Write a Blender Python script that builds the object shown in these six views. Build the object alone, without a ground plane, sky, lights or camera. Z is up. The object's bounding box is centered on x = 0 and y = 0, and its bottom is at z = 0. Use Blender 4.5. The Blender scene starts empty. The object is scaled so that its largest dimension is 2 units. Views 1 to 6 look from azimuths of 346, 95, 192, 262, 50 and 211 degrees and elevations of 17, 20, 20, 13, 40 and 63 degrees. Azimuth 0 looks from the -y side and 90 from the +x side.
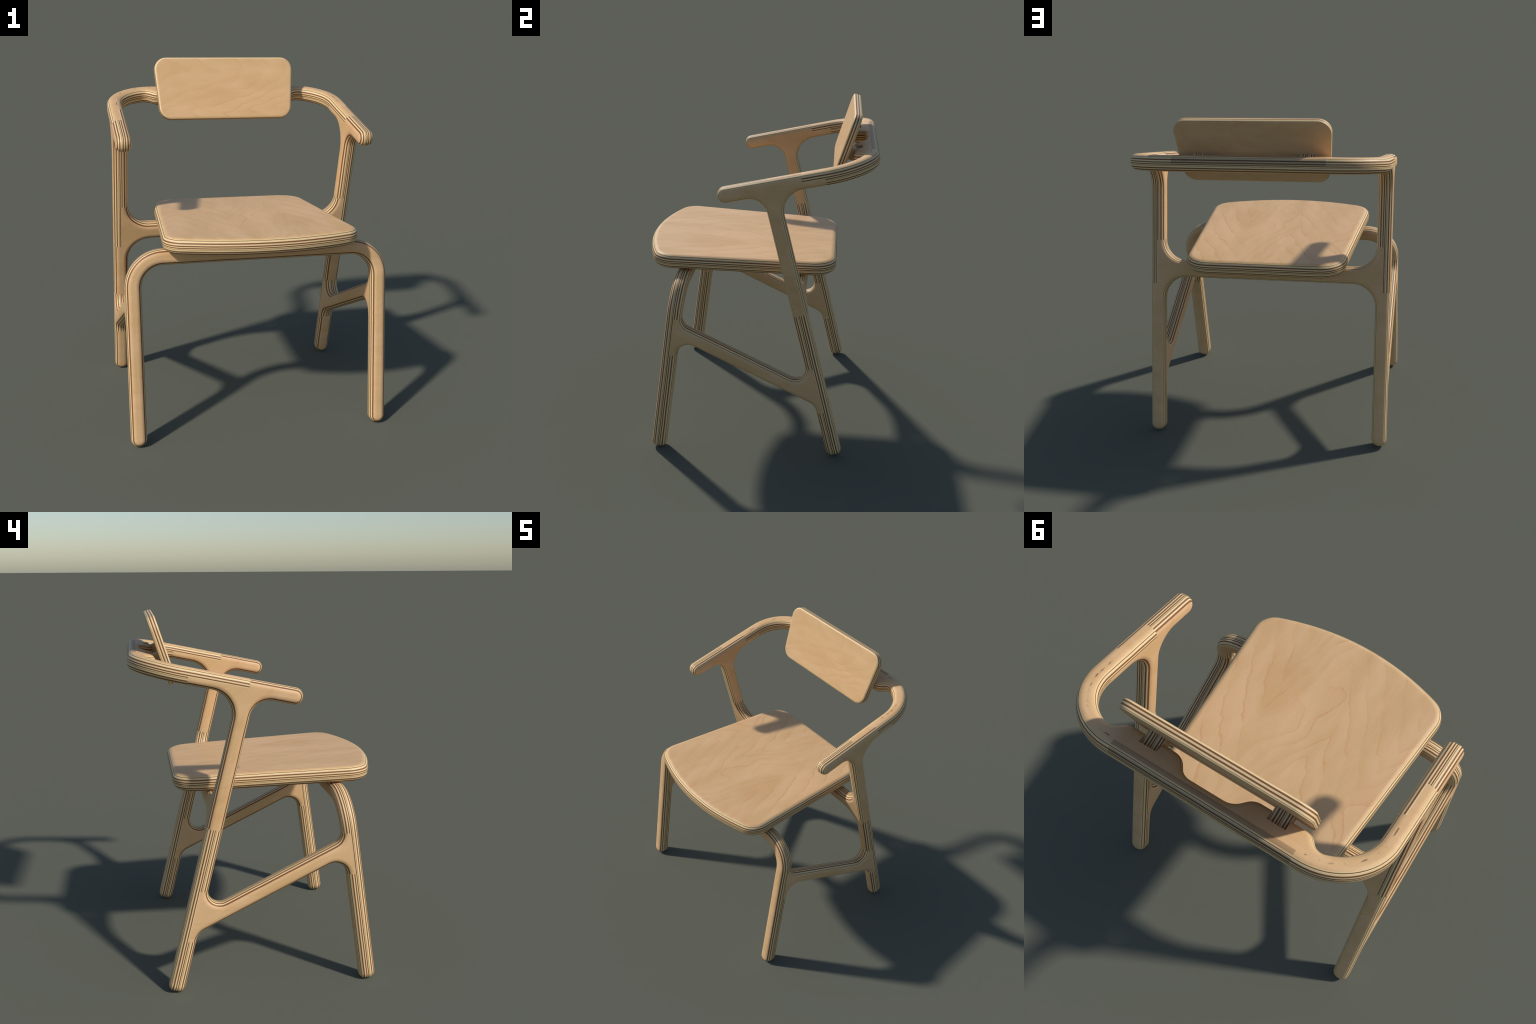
"""Plywood armchair: CNC-cut birch panels (rounded-over edges) half-lapped together.

Every panel is an outline with filleted corners, extruded to the sheet thickness
with a quarter-round on both edges.  The local z axis of every panel is the
normal of its plywood sheet, so the stripes of the plies follow from local z.
"""
import bpy, bmesh
from math import sin, cos, pi, tan, acos, sqrt
from mathutils import Vector, Matrix
from mathutils.geometry import tessellate_polygon

T = 0.088            # sheet thickness, also the width of legs and arms
H = T / 2
R = 0.034            # round-over radius of the frames
CX = 0.692           # centre of the legs / side panels in x
COL = bpy.context.scene.collection


# ------------------------------------------------------------------ frames
def basis(origin, xa, ya, za):
    m = Matrix.Identity(4)
    for i, v in enumerate((xa, ya, za)):
        for k in range(3):
            m[k][i] = v[k]
    m.translation = Vector(origin)
    return m


def unit(*v):
    return Vector(v).normalized()


X = Vector((1, 0, 0))
# front leg plane: leans back going up.  local x = -X, y = up the leg, z = +Y side
FA = unit(0, 0.139, 1.0)
FN = Vector((0, FA.z, -FA.y))
FRONT = basis((0, -0.578, 0), FA.cross(FN), FA, FN)
# rear leg plane: leans forward going up
BA = unit(0, -0.2465, 1.0)
BN = Vector((0, BA.z, -BA.y))
REAR = basis((0, 0.494, 0), BA.cross(BN), BA, BN)
# arm rail plane: rises to the rear.  local x = X, y = rearwards, z = up
AT = unit(0, 1, 0.2115)
AN = Vector((0, -AT.z, AT.y))
ARM = basis((0, -0.155, 1.600), X, AT, AN)
# seat plane: falls slightly to the rear
ST = unit(0, 1, -0.0425)
SEAT = basis((0, 0, 1.1115), X, ST, Vector((0, -ST.z, ST.y)))
# backrest: leans back.  local x = -X, y = up, z = towards the rear
KA = unit(0, 0.322, 1.0)
KN = Vector((0, KA.z, -KA.y))
TB = 0.048
BACK = basis(Vector((0, 0.4895, 1.85)) + KN * TB / 2, KA.cross(KN), KA, KN)


def side_frame(x):   # local x = Y, y = Z, z = X
    return basis((x, 0, 0), (0, 1, 0), (0, 0, 1), (1, 0, 0))


# ------------------------------------------------------------------ outlines
def fillet(verts, step=0.10):
    """[(x, y, radius)] counter-clockwise -> list of 2D points with rounded corners."""
    out = []
    n = len(verts)
    for i in range(n):
        p = Vector(verts[i][:2]); r = verts[i][2]
        a = Vector(verts[i - 1][:2]) - p
        b = Vector(verts[(i + 1) % n][:2]) - p
        if r <= 0:
            out.append(p)
            continue
        la, lb = a.length, b.length
        a, b = a / la, b / lb
        ang = acos(max(-1, min(1, a.dot(b))))
        if pi - ang < 1e-3:
            out.append(p)
            continue
        tl = min(r / tan(ang / 2), la * 0.999, lb * 0.999)
        r = tl * tan(ang / 2)
        c = p + (a + b).normalized() * (r / sin(ang / 2))
        s = p + a * tl - c
        e = p + b * tl - c
        sweep = pi - ang
        sign = 1 if s.x * e.y - s.y * e.x > 0 else -1
        k = max(3, int(sweep / step))
        for j in range(k + 1):
            t = sign * sweep * j / k
            out.append(c + Vector((s.x * cos(t) - s.y * sin(t), s.x * sin(t) + s.y * cos(t))))
    pts = [out[0]]
    for q in out[1:]:
        if (q - pts[-1]).length > 1e-4:
            pts.append(q)
    if (pts[0] - pts[-1]).length < 1e-4:
        pts.pop()
    return pts


def divide(pts, longest):
    out = []
    for i, p in enumerate(pts):
        q = pts[(i + 1) % len(pts)]
        k = max(1, int((q - p).length / longest + 0.5))
        for j in range(k):
            out.append(p.lerp(q, j / k))
    return out


def panel_mesh(name, pts, t=T, r=R, rb=None, seg=8, longest=0.25):
    """Extrude an outline to thickness t with quarter-rounds r (top) and rb (bottom)."""
    rb = r if rb is None else rb
    pts = divide(pts, longest)
    n = len(pts)
    offs = []
    for i in range(n):
        d0 = (pts[i] - pts[i - 1]).normalized()
        d1 = (pts[(i + 1) % n] - pts[i]).normalized()
        n0 = Vector((-d0.y, d0.x)); n1 = Vector((-d1.y, d1.x))
        m = (n0 + n1).normalized()
        offs.append(m / max(0.35, m.dot(n0)))
    h = t / 2
    rings = []
    rings.append((-h, rb + 0.003))
    for j in range(seg + 1):
        a = pi / 2 * j / seg
        rings.append((-h + rb - rb * cos(a), rb - rb * sin(a)))
    for j in range(seg + 1):
        a = pi / 2 * (1 - j / seg)
        rings.append((h - r + r * cos(a), r - r * sin(a)))
    rings.append((h, r + 0.003))
    bm = bmesh.new()
    vs = []
    for z, d in rings:
        vs.append([bm.verts.new((p.x + o.x * d, p.y + o.y * d, z)) for p, o in zip(pts, offs)])
    for k in range(len(vs) - 1):
        for i in range(n):
            j = (i + 1) % n
            bm.faces.new((vs[k][i], vs[k][j], vs[k + 1][j], vs[k + 1][i]))
    for tri in tessellate_polygon([[v.co.to_2d().to_3d() for v in vs[0]]]):
        a, b, c = (pts[i] for i in tri)
        if (b - a).cross(c - a) < 0:
            tri = tri[::-1]
        bm.faces.new([vs[-1][i] for i in tri])
        bm.faces.new([vs[0][i] for i in reversed(tri)])
    bmesh.ops.remove_doubles(bm, verts=bm.verts, dist=1e-5)
    me = bpy.data.meshes.new(name)
    bm.to_mesh(me); bm.free()
    return me


def box_mesh(lo, hi):
    bm = bmesh.new()
    bmesh.ops.create_cube(bm, size=1)
    for v in bm.verts:
        for k in range(3):
            v.co[k] = lo[k] if v.co[k] < 0 else hi[k]
    me = bpy.data.meshes.new("cutter")
    bm.to_mesh(me); bm.free()
    return me


def cut(me, matrix, boxes):
    """Subtract boxes [(matrix, lo, hi)] from a mesh standing at `matrix`."""
    ob = bpy.data.objects.new("work", me)
    COL.objects.link(ob); ob.matrix_world = matrix
    helpers = []
    for bmx, lo, hi in boxes:
        c = bpy.data.objects.new("cutter", box_mesh(lo, hi))
        COL.objects.link(c); c.matrix_world = bmx
        helpers.append(c)
        md = ob.modifiers.new("cut", 'BOOLEAN')
        md.operation = 'DIFFERENCE'; md.solver = 'EXACT'; md.object = c
    bpy.context.view_layer.update()
    dg = bpy.context.evaluated_depsgraph_get()
    res = bpy.data.meshes.new_from_object(ob.evaluated_get(dg))
    for o in helpers + [ob]:
        d = o.data
        bpy.data.objects.remove(o)
        bpy.data.meshes.remove(d)
    return res


def slab(me, axis, lo=None, hi=None):
    """Keep the part of a mesh with lo < co[axis] < hi (open cut on a straight bar)."""
    bm = bmesh.new(); bm.from_mesh(me)
    bmesh.ops.triangulate(bm, faces=bm.faces[:])
    for lim, s in ((lo, -1), (hi, 1)):
        if lim is None:
            continue
        co = Vector((0, 0, 0)); co[axis] = lim
        no = Vector((0, 0, 0)); no[axis] = s
        bmesh.ops.bisect_plane(bm, geom=bm.verts[:] + bm.edges[:] + bm.faces[:],
                               plane_co=co, plane_no=no, clear_outer=True)
    out = bpy.data.meshes.new("part")
    bm.to_mesh(out); bm.free()
    return out


def finish(name, me, matrix, mat, parent):
    me.name = name
    me.materials.clear(); me.materials.append(mat)
    me.polygons.foreach_set("use_smooth", [True] * len(me.polygons))
    me.set_sharp_from_angle(angle=0.6)
    ob = bpy.data.objects.new(name, me)
    COL.objects.link(ob)
    ob.parent = parent
    ob.matrix_world = matrix
    return ob


# ------------------------------------------------------------------ materials
def srgb(r, g, b):
    f = lambda c: c / 12.92 if c <= 0.04045 else ((c + 0.055) / 1.055) ** 2.4
    return (f(r / 255), f(g / 255), f(b / 255), 1)


CREAM = srgb(236, 207, 157)
CREAM2 = srgb(229, 199, 144)
BROWN = srgb(131, 87, 55)
THIN = srgb(118, 82, 58)
TAN = srgb(224, 184, 138)
TAN2 = srgb(215, 176, 126)
GRAIN = srgb(200, 141, 88)

# plies through the sheet, 0 = the +z face, 1 = the -z face
PLIES = [(0.00, CREAM2), (0.094, THIN), (0.124, CREAM), (0.217, BROWN), (0.300, CREAM),
         (0.382, BROWN), (0.452, CREAM), (0.506, BROWN), (0.563, CREAM2), (0.612, THIN),
         (0.634, CREAM), (0.728, BROWN), (0.802, CREAM), (0.868, BROWN), (0.937, CREAM2)]
BACK_PLIES = [(0.00, THIN), (0.055, CREAM2), (0.165, THIN), (0.205, CREAM), (0.365, BROWN),
              (0.51, CREAM), (0.68, BROWN), (0.83, CREAM)]


class Nodes:
    def __init__(self, mat):
        self.t = mat.node_tree

    def add(self, kind, **kw):
        n = self.t.nodes.new(kind)
        for k, v in kw.items():
            setattr(n, k, v)
        return n

    def put(self, sock, v):
        if isinstance(v, bpy.types.NodeSocket):
            self.t.links.new(v, sock)
        else:
            sock.default_value = v

    def math(self, op, a, b=0.0, c=0.0, clamp=False):
        n = self.add('ShaderNodeMath', operation=op, use_clamp=clamp)
        for s, v in zip(n.inputs, (a, b, c)):
            self.put(s, v)
        return n.outputs[0]

    def mix(self, f, a, b, blend='MIX'):
        n = self.add('ShaderNodeMix', data_type='RGBA', blend_type=blend)
        self.put(n.inputs[0], f); self.put(n.inputs[6], a); self.put(n.inputs[7], b)
        return n.outputs[2]

    def noise(self, vec, scale, detail=2.0, rough=0.5, dist=0.0):
        n = self.add('ShaderNodeTexNoise')
        self.put(n.inputs['Vector'], vec)
        n.inputs['Scale'].default_value = scale
        n.inputs['Detail'].default_value = detail
        n.inputs['Roughness'].default_value = rough
        n.inputs['Distortion'].default_value = dist
        return n.outputs['Fac']

    def mapping(self, vec, loc=(0, 0, 0), rot=(0, 0, 0), scale=(1, 1, 1)):
        n = self.add('ShaderNodeMapping')
        self.put(n.inputs['Vector'], vec)
        n.inputs['Location'].default_value = loc
        n.inputs['Rotation'].default_value = rot
        n.inputs['Scale'].default_value = scale
        return n.outputs[0]

    def smooth(self, v, lo, hi, to0=0.0, to1=1.0):
        n = self.add('ShaderNodeMapRange', interpolation_type='SMOOTHSTEP')
        self.put(n.inputs[0], v)
        for i, x in enumerate((lo, hi, to0, to1)):
            n.inputs[1 + i].default_value = x
        return n.outputs[0]


def plywood(name, t=T, plies=PLIES, veneer=(0.062, 0.938), grain_angle=0.0, seed=0.0, shift=0.0,
             figure=1.0, size=1.0, marks=False):
    mat = bpy.data.materials.new(name)
    mat.use_nodes = True
    g = Nodes(mat)
    bsdf = mat.node_tree.nodes['Principled BSDF']
    tc = g.add('ShaderNodeTexCoord').outputs['Object']
    sep = g.add('ShaderNodeSeparateXYZ'); g.put(sep.inputs[0], tc)
    x, y, z = sep.outputs
    # depth through the sheet with a slight waviness of the plies
    wob = g.noise(tc, 9.0, 3.0)
    p = g.math('MULTIPLY_ADD', z, -1.0 / t, 0.5)
    p = g.math('ADD', p, g.math('MULTIPLY_ADD', wob, 0.022, -0.011))
    ramp = g.add('ShaderNodeValToRGB')
    cr = ramp.color_ramp
    cr.interpolation = 'CONSTANT'
    cr.elements.remove(cr.elements[1])
    cr.elements[0].position = plies[0][0]; cr.elements[0].color = plies[0][1]
    for pos, c in plies[1:]:
        e = cr.elements.new(pos); e.color = c
    g.put(ramp.inputs[0], p)
    # end-grain speckle on the ply edges
    speck = g.noise(g.mapping(tc, scale=(60, 60, 400)), 1.0, 2.0, 0.7)
    edge = g.mix(0.55, ramp.outputs[0],
                 g.mix(g.smooth(speck, 0.3, 0.7), (0.78, 0.76, 0.74, 1), (1, 1, 1, 1)), 'MULTIPLY')
    # veneer: the grain runs along u; cathedral figure = contours of a zigzag field
    uv = g.mapping(tc, loc=(seed, shift, 0), rot=(0, 0, grain_angle))
    us = g.add('ShaderNodeSeparateXYZ'); g.put(us.inputs[0], uv)
    u, v = us.outputs[0], us.outputs[1]
    big = g.noise(g.mapping(uv, scale=(1.5, 2.4, 0)), 1.0, 2.0, 0.4)
    jag = g.noise(g.mapping(uv, scale=(5, 8, 0)), 1.0, 3.0, 0.55)
    vz = g.math('PINGPONG', g.math('ADD', v, g.math('MULTIPLY_ADD', big, 0.5, -0.25)), 0.32)
    f = g.math('MULTIPLY_ADD', vz, 2.2, u)
    f = g.math('ADD', f, g.math('MULTIPLY', big, 0.8))
    f = g.math('ADD', f, g.math('MULTIPLY', jag, 0.22))
    saw = g.math('FRACT', g.math('MULTIPLY', f, 5.0 * size))
    line = g.math('MULTIPLY', g.smooth(saw, 0.84, 0.965), g.smooth(saw, 0.965, 1.0, 1.0, 0.0))
    tail = g.smooth(saw, 0.2, 1.0)
    gate = g.smooth(g.noise(g.mapping(uv, scale=(2.6, 4.5, 0), loc=(9, 2, 0)), 1.0, 2.0), 0.44, 0.62)
    fibre = g.noise(g.mapping(uv, scale=(9, 150, 0)), 1.0, 3.0, 0.6)
    pore = g.noise(g.mapping(uv, scale=(70, 160, 0)), 1.0, 2.0, 0.6)
    blotch = g.noise(g.mapping(uv, scale=(1.6, 4.0, 0), loc=(3, 5, 0)), 1.5, 3.0)
    ven = g.mix(g.smooth(blotch, 0.35, 0.68), TAN, TAN2)
    warm = g.smooth(g.noise(g.mapping(uv, scale=(2.2, 5.0, 0), loc=(1, 8, 0)), 1.0, 3.0, 0.6, 0.6), 0.45, 0.75)
    ven = g.mix(g.math('MULTIPLY', warm, 0.22), ven, GRAIN)
    ven = g.mix(g.math('MULTIPLY', tail, 0.13 * figure), ven, GRAIN)
    ven = g.mix(g.math('MULTIPLY', g.math('MULTIPLY', line, gate), 0.36 * figure), ven, GRAIN)
    ven = g.mix(0.30, ven, g.mix(g.smooth(fibre, 0.3, 0.7), (0.90, 0.88, 0.86, 1), (1, 1, 1, 1)), 'MULTIPLY')
    ven = g.mix(0.30, ven, g.mix(g.smooth(pore, 0.3, 0.7), (0.87, 0.86, 0.85, 1), (1, 1, 1, 1)), 'MULTIPLY')
    face = g.math('MAXIMUM', g.math('LESS_THAN', p, veneer[0]), g.math('GREATER_THAN', p, veneer[1]))
    col = g.mix(face, edge, ven)
    if marks:   # darker strip along the rear edge of the rail; occlusion-shadow dashes painted on bends
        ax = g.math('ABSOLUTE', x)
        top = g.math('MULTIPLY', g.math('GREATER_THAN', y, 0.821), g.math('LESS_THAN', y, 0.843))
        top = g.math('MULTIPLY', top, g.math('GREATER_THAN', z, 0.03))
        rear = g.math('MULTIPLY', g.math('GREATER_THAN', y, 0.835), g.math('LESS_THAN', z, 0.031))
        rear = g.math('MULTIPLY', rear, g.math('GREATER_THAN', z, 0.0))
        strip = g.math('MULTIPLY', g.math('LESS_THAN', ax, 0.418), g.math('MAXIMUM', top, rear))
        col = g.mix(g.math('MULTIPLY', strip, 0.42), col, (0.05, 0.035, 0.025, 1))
        dx = g.math('MAXIMUM', g.math('SUBTRACT', ax, 0.437), 0.0)
        dy = g.math('MAXIMUM', g.math('SUBTRACT', y, 0.573), 0.0)
        rad = g.math('SQRT', g.math('ADD', g.math('MULTIPLY', dx, dx), g.math('MULTIPLY', dy, dy)))
        d = g.math('ABSOLUTE', g.math('ADD', g.math('SUBTRACT', rad, 0.246),
                                      g.math('MULTIPLY_ADD', g.noise(tc, 40.0), 0.012, -0.006)))
        near = g.smooth(d, 0.0015, 0.0045, 1.0, 0.0)
        dash = g.smooth(g.noise(tc, 26.0, 3.0), 0.49, 0.62)
        zone = g.math('MULTIPLY', g.math('GREATER_THAN', z, 0.02),
                      g.math('MULTIPLY', g.math('GREATER_THAN', ax, 0.43), g.math('GREATER_THAN', y, 0.50)))
        f = g.math('MULTIPLY', g.math('MULTIPLY', near, dash), zone)
        col = g.mix(g.math('MULTIPLY', f, 0.75), col, srgb(70, 60, 52))
    g.put(bsdf.inputs['Base Color'], col)
    bsdf.inputs['Roughness'].default_value = 0.5
    bsdf.inputs['Specular IOR Level'].default_value = 0.3
    bump = g.add('ShaderNodeBump')
    bump.inputs['Strength'].default_value = 0.06
    bump.inputs['Distance'].default_value = 0.002
    g.put(bump.inputs['Height'], fibre)
    g.put(bsdf.inputs['Normal'], bump.outputs[0])
    return mat


# ------------------------------------------------------------------ the chair
chair = bpy.data.objects.new("wooden_armchair", None)
COL.objects.link(chair)
chair["label"] = "modern plywood armchair with striped rounded edges and floating backrest"
chair["category"] = "chair"

ply_front = plywood("plywood_front", seed=1.3, shift=0.2, figure=0.45)
ply_rear = plywood("plywood_rear", seed=4.1, shift=0.5, figure=0.45)
ply_side = plywood("plywood_side", grain_angle=0.35, seed=2.2, shift=0.1, figure=0.45)
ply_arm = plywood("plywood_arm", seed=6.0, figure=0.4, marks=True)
ply_seat = plywood("plywood_seat", grain_angle=-pi / 2, seed=0.0, shift=0.229, figure=1.0)
ply_back = plywood("plywood_backrest", t=TB, plies=BACK_PLIES, veneer=(0.04, 0.97),
                   grain_angle=pi, seed=0.4, shift=0.13, figure=0.9)
ply_bracket = plywood("plywood_bracket", seed=5.0)

XI, XO = CX - H, CX + H
FOOT = 0.0425
BIG = 0.2

# --- front: inverted U of two legs and a rail under the seat
pts = fillet([(-XO, .002, FOOT), (-XI, .002, FOOT), (-XI, 1.005, .12), (XI, 1.005, .12),
              (XI, .002, FOOT), (XO, .002, FOOT), (XO, 1.091, .206), (-XO, 1.091, .206)])
me = panel_mesh("front", pts)
F0, F1 = 0.638, 0.870        # lap with the stretcher: rear half of the leg
me = cut(me, FRONT, [(FRONT, (s * CX - .08, F0, 0), (s * CX + .08, F1, .1)) for s in (-1, 1)])
F_SPLIT = 0.876
rail = slab(me, 1, lo=F_SPLIT)
legs = slab(me, 1, hi=F_SPLIT)
finish("seat_rail", rail, FRONT, ply_front, chair)
finish("leg", slab(legs, 0, hi=0.0), FRONT, ply_front, chair)
finish("leg", slab(legs, 0, lo=0.0), FRONT, ply_front, chair)

# --- rear: H of two legs and a rail, stubs reach up to the armrest posts
STUB, A_END = 1.21, 0.940    # half lap with the posts: the rear frame keeps the inner half
B0, B1 = 0.309, 0.597        # lap with the stretcher: front half of the leg
pts = fillet([(-XO, .004, FOOT), (-XI, .004, FOOT), (-XI, .983, .137), (XI, .983, .137),
              (XI, .004, FOOT), (XO, .004, FOOT), (XO, 1.26, 0), (XI, 1.26, 0),
              (XI, 1.084, .126), (-XI, 1.084, .126), (-XI, 1.26, 0), (-XO, 1.26, 0)])
me = panel_mesh("rear", pts)
boxes = []
for s in (-1, 1):
    lo, hi = sorted((s * CX, s * (CX + .1)))
    boxes.append((REAR, (lo, A_END, -.12), (hi, 1.45, .12)))
    boxes.append((REAR, (s * CX - .08, B0, -.09), (s * CX + .08, B1, 0)))
boxes.append((REAR, (-1, STUB, -.1), (1, 1.4, .1)))
me = cut(me, REAR, boxes)
R_SPLIT = 0.80
finish("seat_rail", slab(me, 1, lo=R_SPLIT), REAR, ply_rear, chair)
legs = slab(me, 1, hi=R_SPLIT)
finish("leg", slab(legs, 0, hi=0.0), REAR, ply_rear, chair)
finish("leg", slab(legs, 0, lo=0.0), REAR, ply_rear, chair)


# --- side panels: outline in (y, z)
def along(org, d, off, s):
    """Point at distance s along a bar axis and `off` to its right."""
    return Vector((org[0] + d.x * s + d.y * off, org[1] + d.y * s - d.x * off))


def meet(p, d, q, e):
    """Intersection of the lines p + t d and q + u e."""
    k = d.x * e.y - d.y * e.x
    t = ((q.x - p.x) * e.y - (q.y - p.y) * e.x) / k
    return p + d * t


dl = Vector((BA.y, BA.z)); ol = (0.494, 0.0)         # rear leg axis
df = Vector((FA.y, FA.z)); of = (-0.578, 0.0)        # front leg axis
da = Vector((AT.y, AT.z)); oa = (-0.155, 1.600)      # arm axis
ds = Vector((1, -0.4875)).normalized(); os_ = (0.0, 0.5645)   # stretcher axis


def v3(p, r=0.0):
    return (p.x, p.y, r)


# T-shaped armrest with its post
arm_low = along(oa, da, H, 0)
leg_f, leg_r = along(ol, dl, -H, 0), along(ol, dl, H, 0)
TIP = -0.043
armrest_pts = fillet([
    v3(along(ol, dl, -H, 0.85)), v3(along(ol, dl, H, 0.85)),
    v3(meet(leg_r, dl, arm_low, da), .13),
    v3(along(oa, da, H, 0.65)), v3(along(oa, da, -H, 0.65)),
    v3(along(oa, da, -H, TIP), .042), v3(along(oa, da, H, TIP), .042),
    v3(meet(leg_f, dl, arm_low, da), .10)])
# sloping stretcher with the lap pads that reach into both legs
s_top, s_low = along(os_, ds, -H, 0), along(os_, ds, H, 0)
front_r = along(of, df, H, 0)
stretcher_pts = fillet([
    v3(along(ol, dl, -H, .25)), v3(along(ol, dl, H, .25)), v3(along(ol, dl, H, .66)), v3(along(ol, dl, -H, .66)),
    v3(meet(leg_f, dl, s_top, ds), .063), v3(meet(front_r, df, s_top, ds), .064),
    v3(along(of, df, H, .93)), v3(along(of, df, -H, .93)), v3(along(of, df, -H, .58)), v3(along(of, df, H, .58)),
    v3(meet(front_r, df, s_low, ds), .07), v3(meet(leg_f, dl, s_low, ds), .088)])

V0, V1, V2 = 0.2436, 0.430, 0.556     # steps of the lap between armrest and rail
XS = {1: 0.019, -1: 0.011}                            # the upper step is split along this line
for s in (1, -1):
    M = side_frame(s * CX)
    c = s * CX
    inner = sorted((s * (CX - .1), s * CX))
    boxes = [(REAR, (-1, .5, -.1), (1, A_END, .1)),
             # local x of the rear frame is -X
             (REAR, (-inner[1], .5, -.1), (-inner[0], STUB, .1)),
             (ARM, (c - .1, V0, 0), (c + XS[s], .8, .1)),
             (ARM, (c - .1, V1, 0), (c + .1, .8, .1)),
             (ARM, (c - .1, V2, -.1), (c + .1, .8, .1))]
    finish("armrest", cut(panel_mesh("armrest", armrest_pts), M, boxes), M, ply_side, chair)
M = side_frame(CX)
stretcher = cut(panel_mesh("stretcher", stretcher_pts), M,
                [(REAR, (-1, .1, 0), (1, .8, .2)),
                 (REAR, (-1, B1, -H - .0006), (1, .8, .2)), (REAR, (-1, .1, -H - .0006), (1, B0, .2)),
                 (FRONT, (-1, .4, -.2), (1, 1.1, 0)),
                 (FRONT, (-1, F1, -.2), (1, 1.1, H + .0006)), (FRONT, (-1, .4, -.2), (1, F0, H + .0006))])
st = finish("stretcher", stretcher, M, ply_side, chair)
st2 = st.copy(); COL.objects.link(st2); st2.matrix_world = side_frame(-CX)

# --- U-shaped rail carrying the backrest, running into the armrests
RV0, RV1 = 0.786, 0.860               # inner and outer edge of the rear run
CREST = 0.712                         # front edge of the two tabs
BX, BW = 0.297, 0.0415                # brackets: centre and half width


def rail_half(s):
    """Inner edge from the end of one arm to the middle, for x >= 0 (s=1) or mirrored."""
    q = [(XI, 0.1, 0), (XI, .700, .205), (.482, .770, .045), (.432, CREST, .06),
         (.168, CREST, .07), (.112, RV0, .07)]
    return [(s * x, y, r) for x, y, r in q]


right, left = rail_half(1), rail_half(-1)
rail_pts = fillet([(XO, .1, 0), (XO, RV1, .295), (-XO, RV1, .295), (-XO, .1, 0)]
                  + left + list(reversed(right)))
me = panel_mesh("back_rail", rail_pts)
boxes = [(ARM, (-1, -1, -.1), (1, V0, .1)), (ARM, (-1, -1, -.1), (1, V2, 0))]
for s in (1, -1):
    boxes.append((ARM, (s * CX + XS[s], -1, 0), (s * CX + .1, V1, .1)))
    boxes.append((ARM, (s * BX - BW - .001, .6, -.1), (s * BX + BW + .001, .771, .1)))
me = cut(me, ARM, boxes)
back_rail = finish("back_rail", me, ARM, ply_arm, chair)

# --- backrest and its two brackets
z_top = (2.0 - 1.85 + KN.z * -TB / 2) / KA.z
b_top, b_low = z_top - 0.004, z_top - 0.004 - 0.380
pts = fillet([(-.411, b_low, .074), (.411, b_low, .074), (.440, b_top, .074), (-.440, b_top, .074)])
backrest = finish("backrest", panel_mesh("backrest", pts, t=TB, r=.008, rb=.014, seg=6), BACK, ply_back, chair)

for s in (1, -1):
    # profile in (depth behind the backrest, height along it)
    B = BACK @ basis((-s * BX, 0, 0), (0, 0, 1), (0, 1, 0), (-1, 0, 0))
    prof = [Vector(p) for p in ((TB / 2 - .002, -.105), (.088, -.105), (.088, -.037), (TB / 2 - .002, -.037))]
    finish("bracket", panel_mesh("bracket", prof, t=2 * BW, r=.0015, seg=2), B, ply_bracket, backrest)

# --- seat: trapezoid with a bowed front edge
def seat_side(y):
    return .5010 - .068 * y


front = [(x, -.702 + x * x / 2.5, 0) for x in [(-.42 + .84 * k / 14) for k in range(15)]]
corner = (.5410, -.5880)
q = [(-corner[0], corner[1], .125)] + front + [(corner[0], corner[1], .125),
     (seat_side(.463), .463, .150), (-seat_side(.463), .463, .150)]
finish("seat", panel_mesh("seat", fillet(q, 0.06), r=.036, seg=12), SEAT, ply_seat, chair)
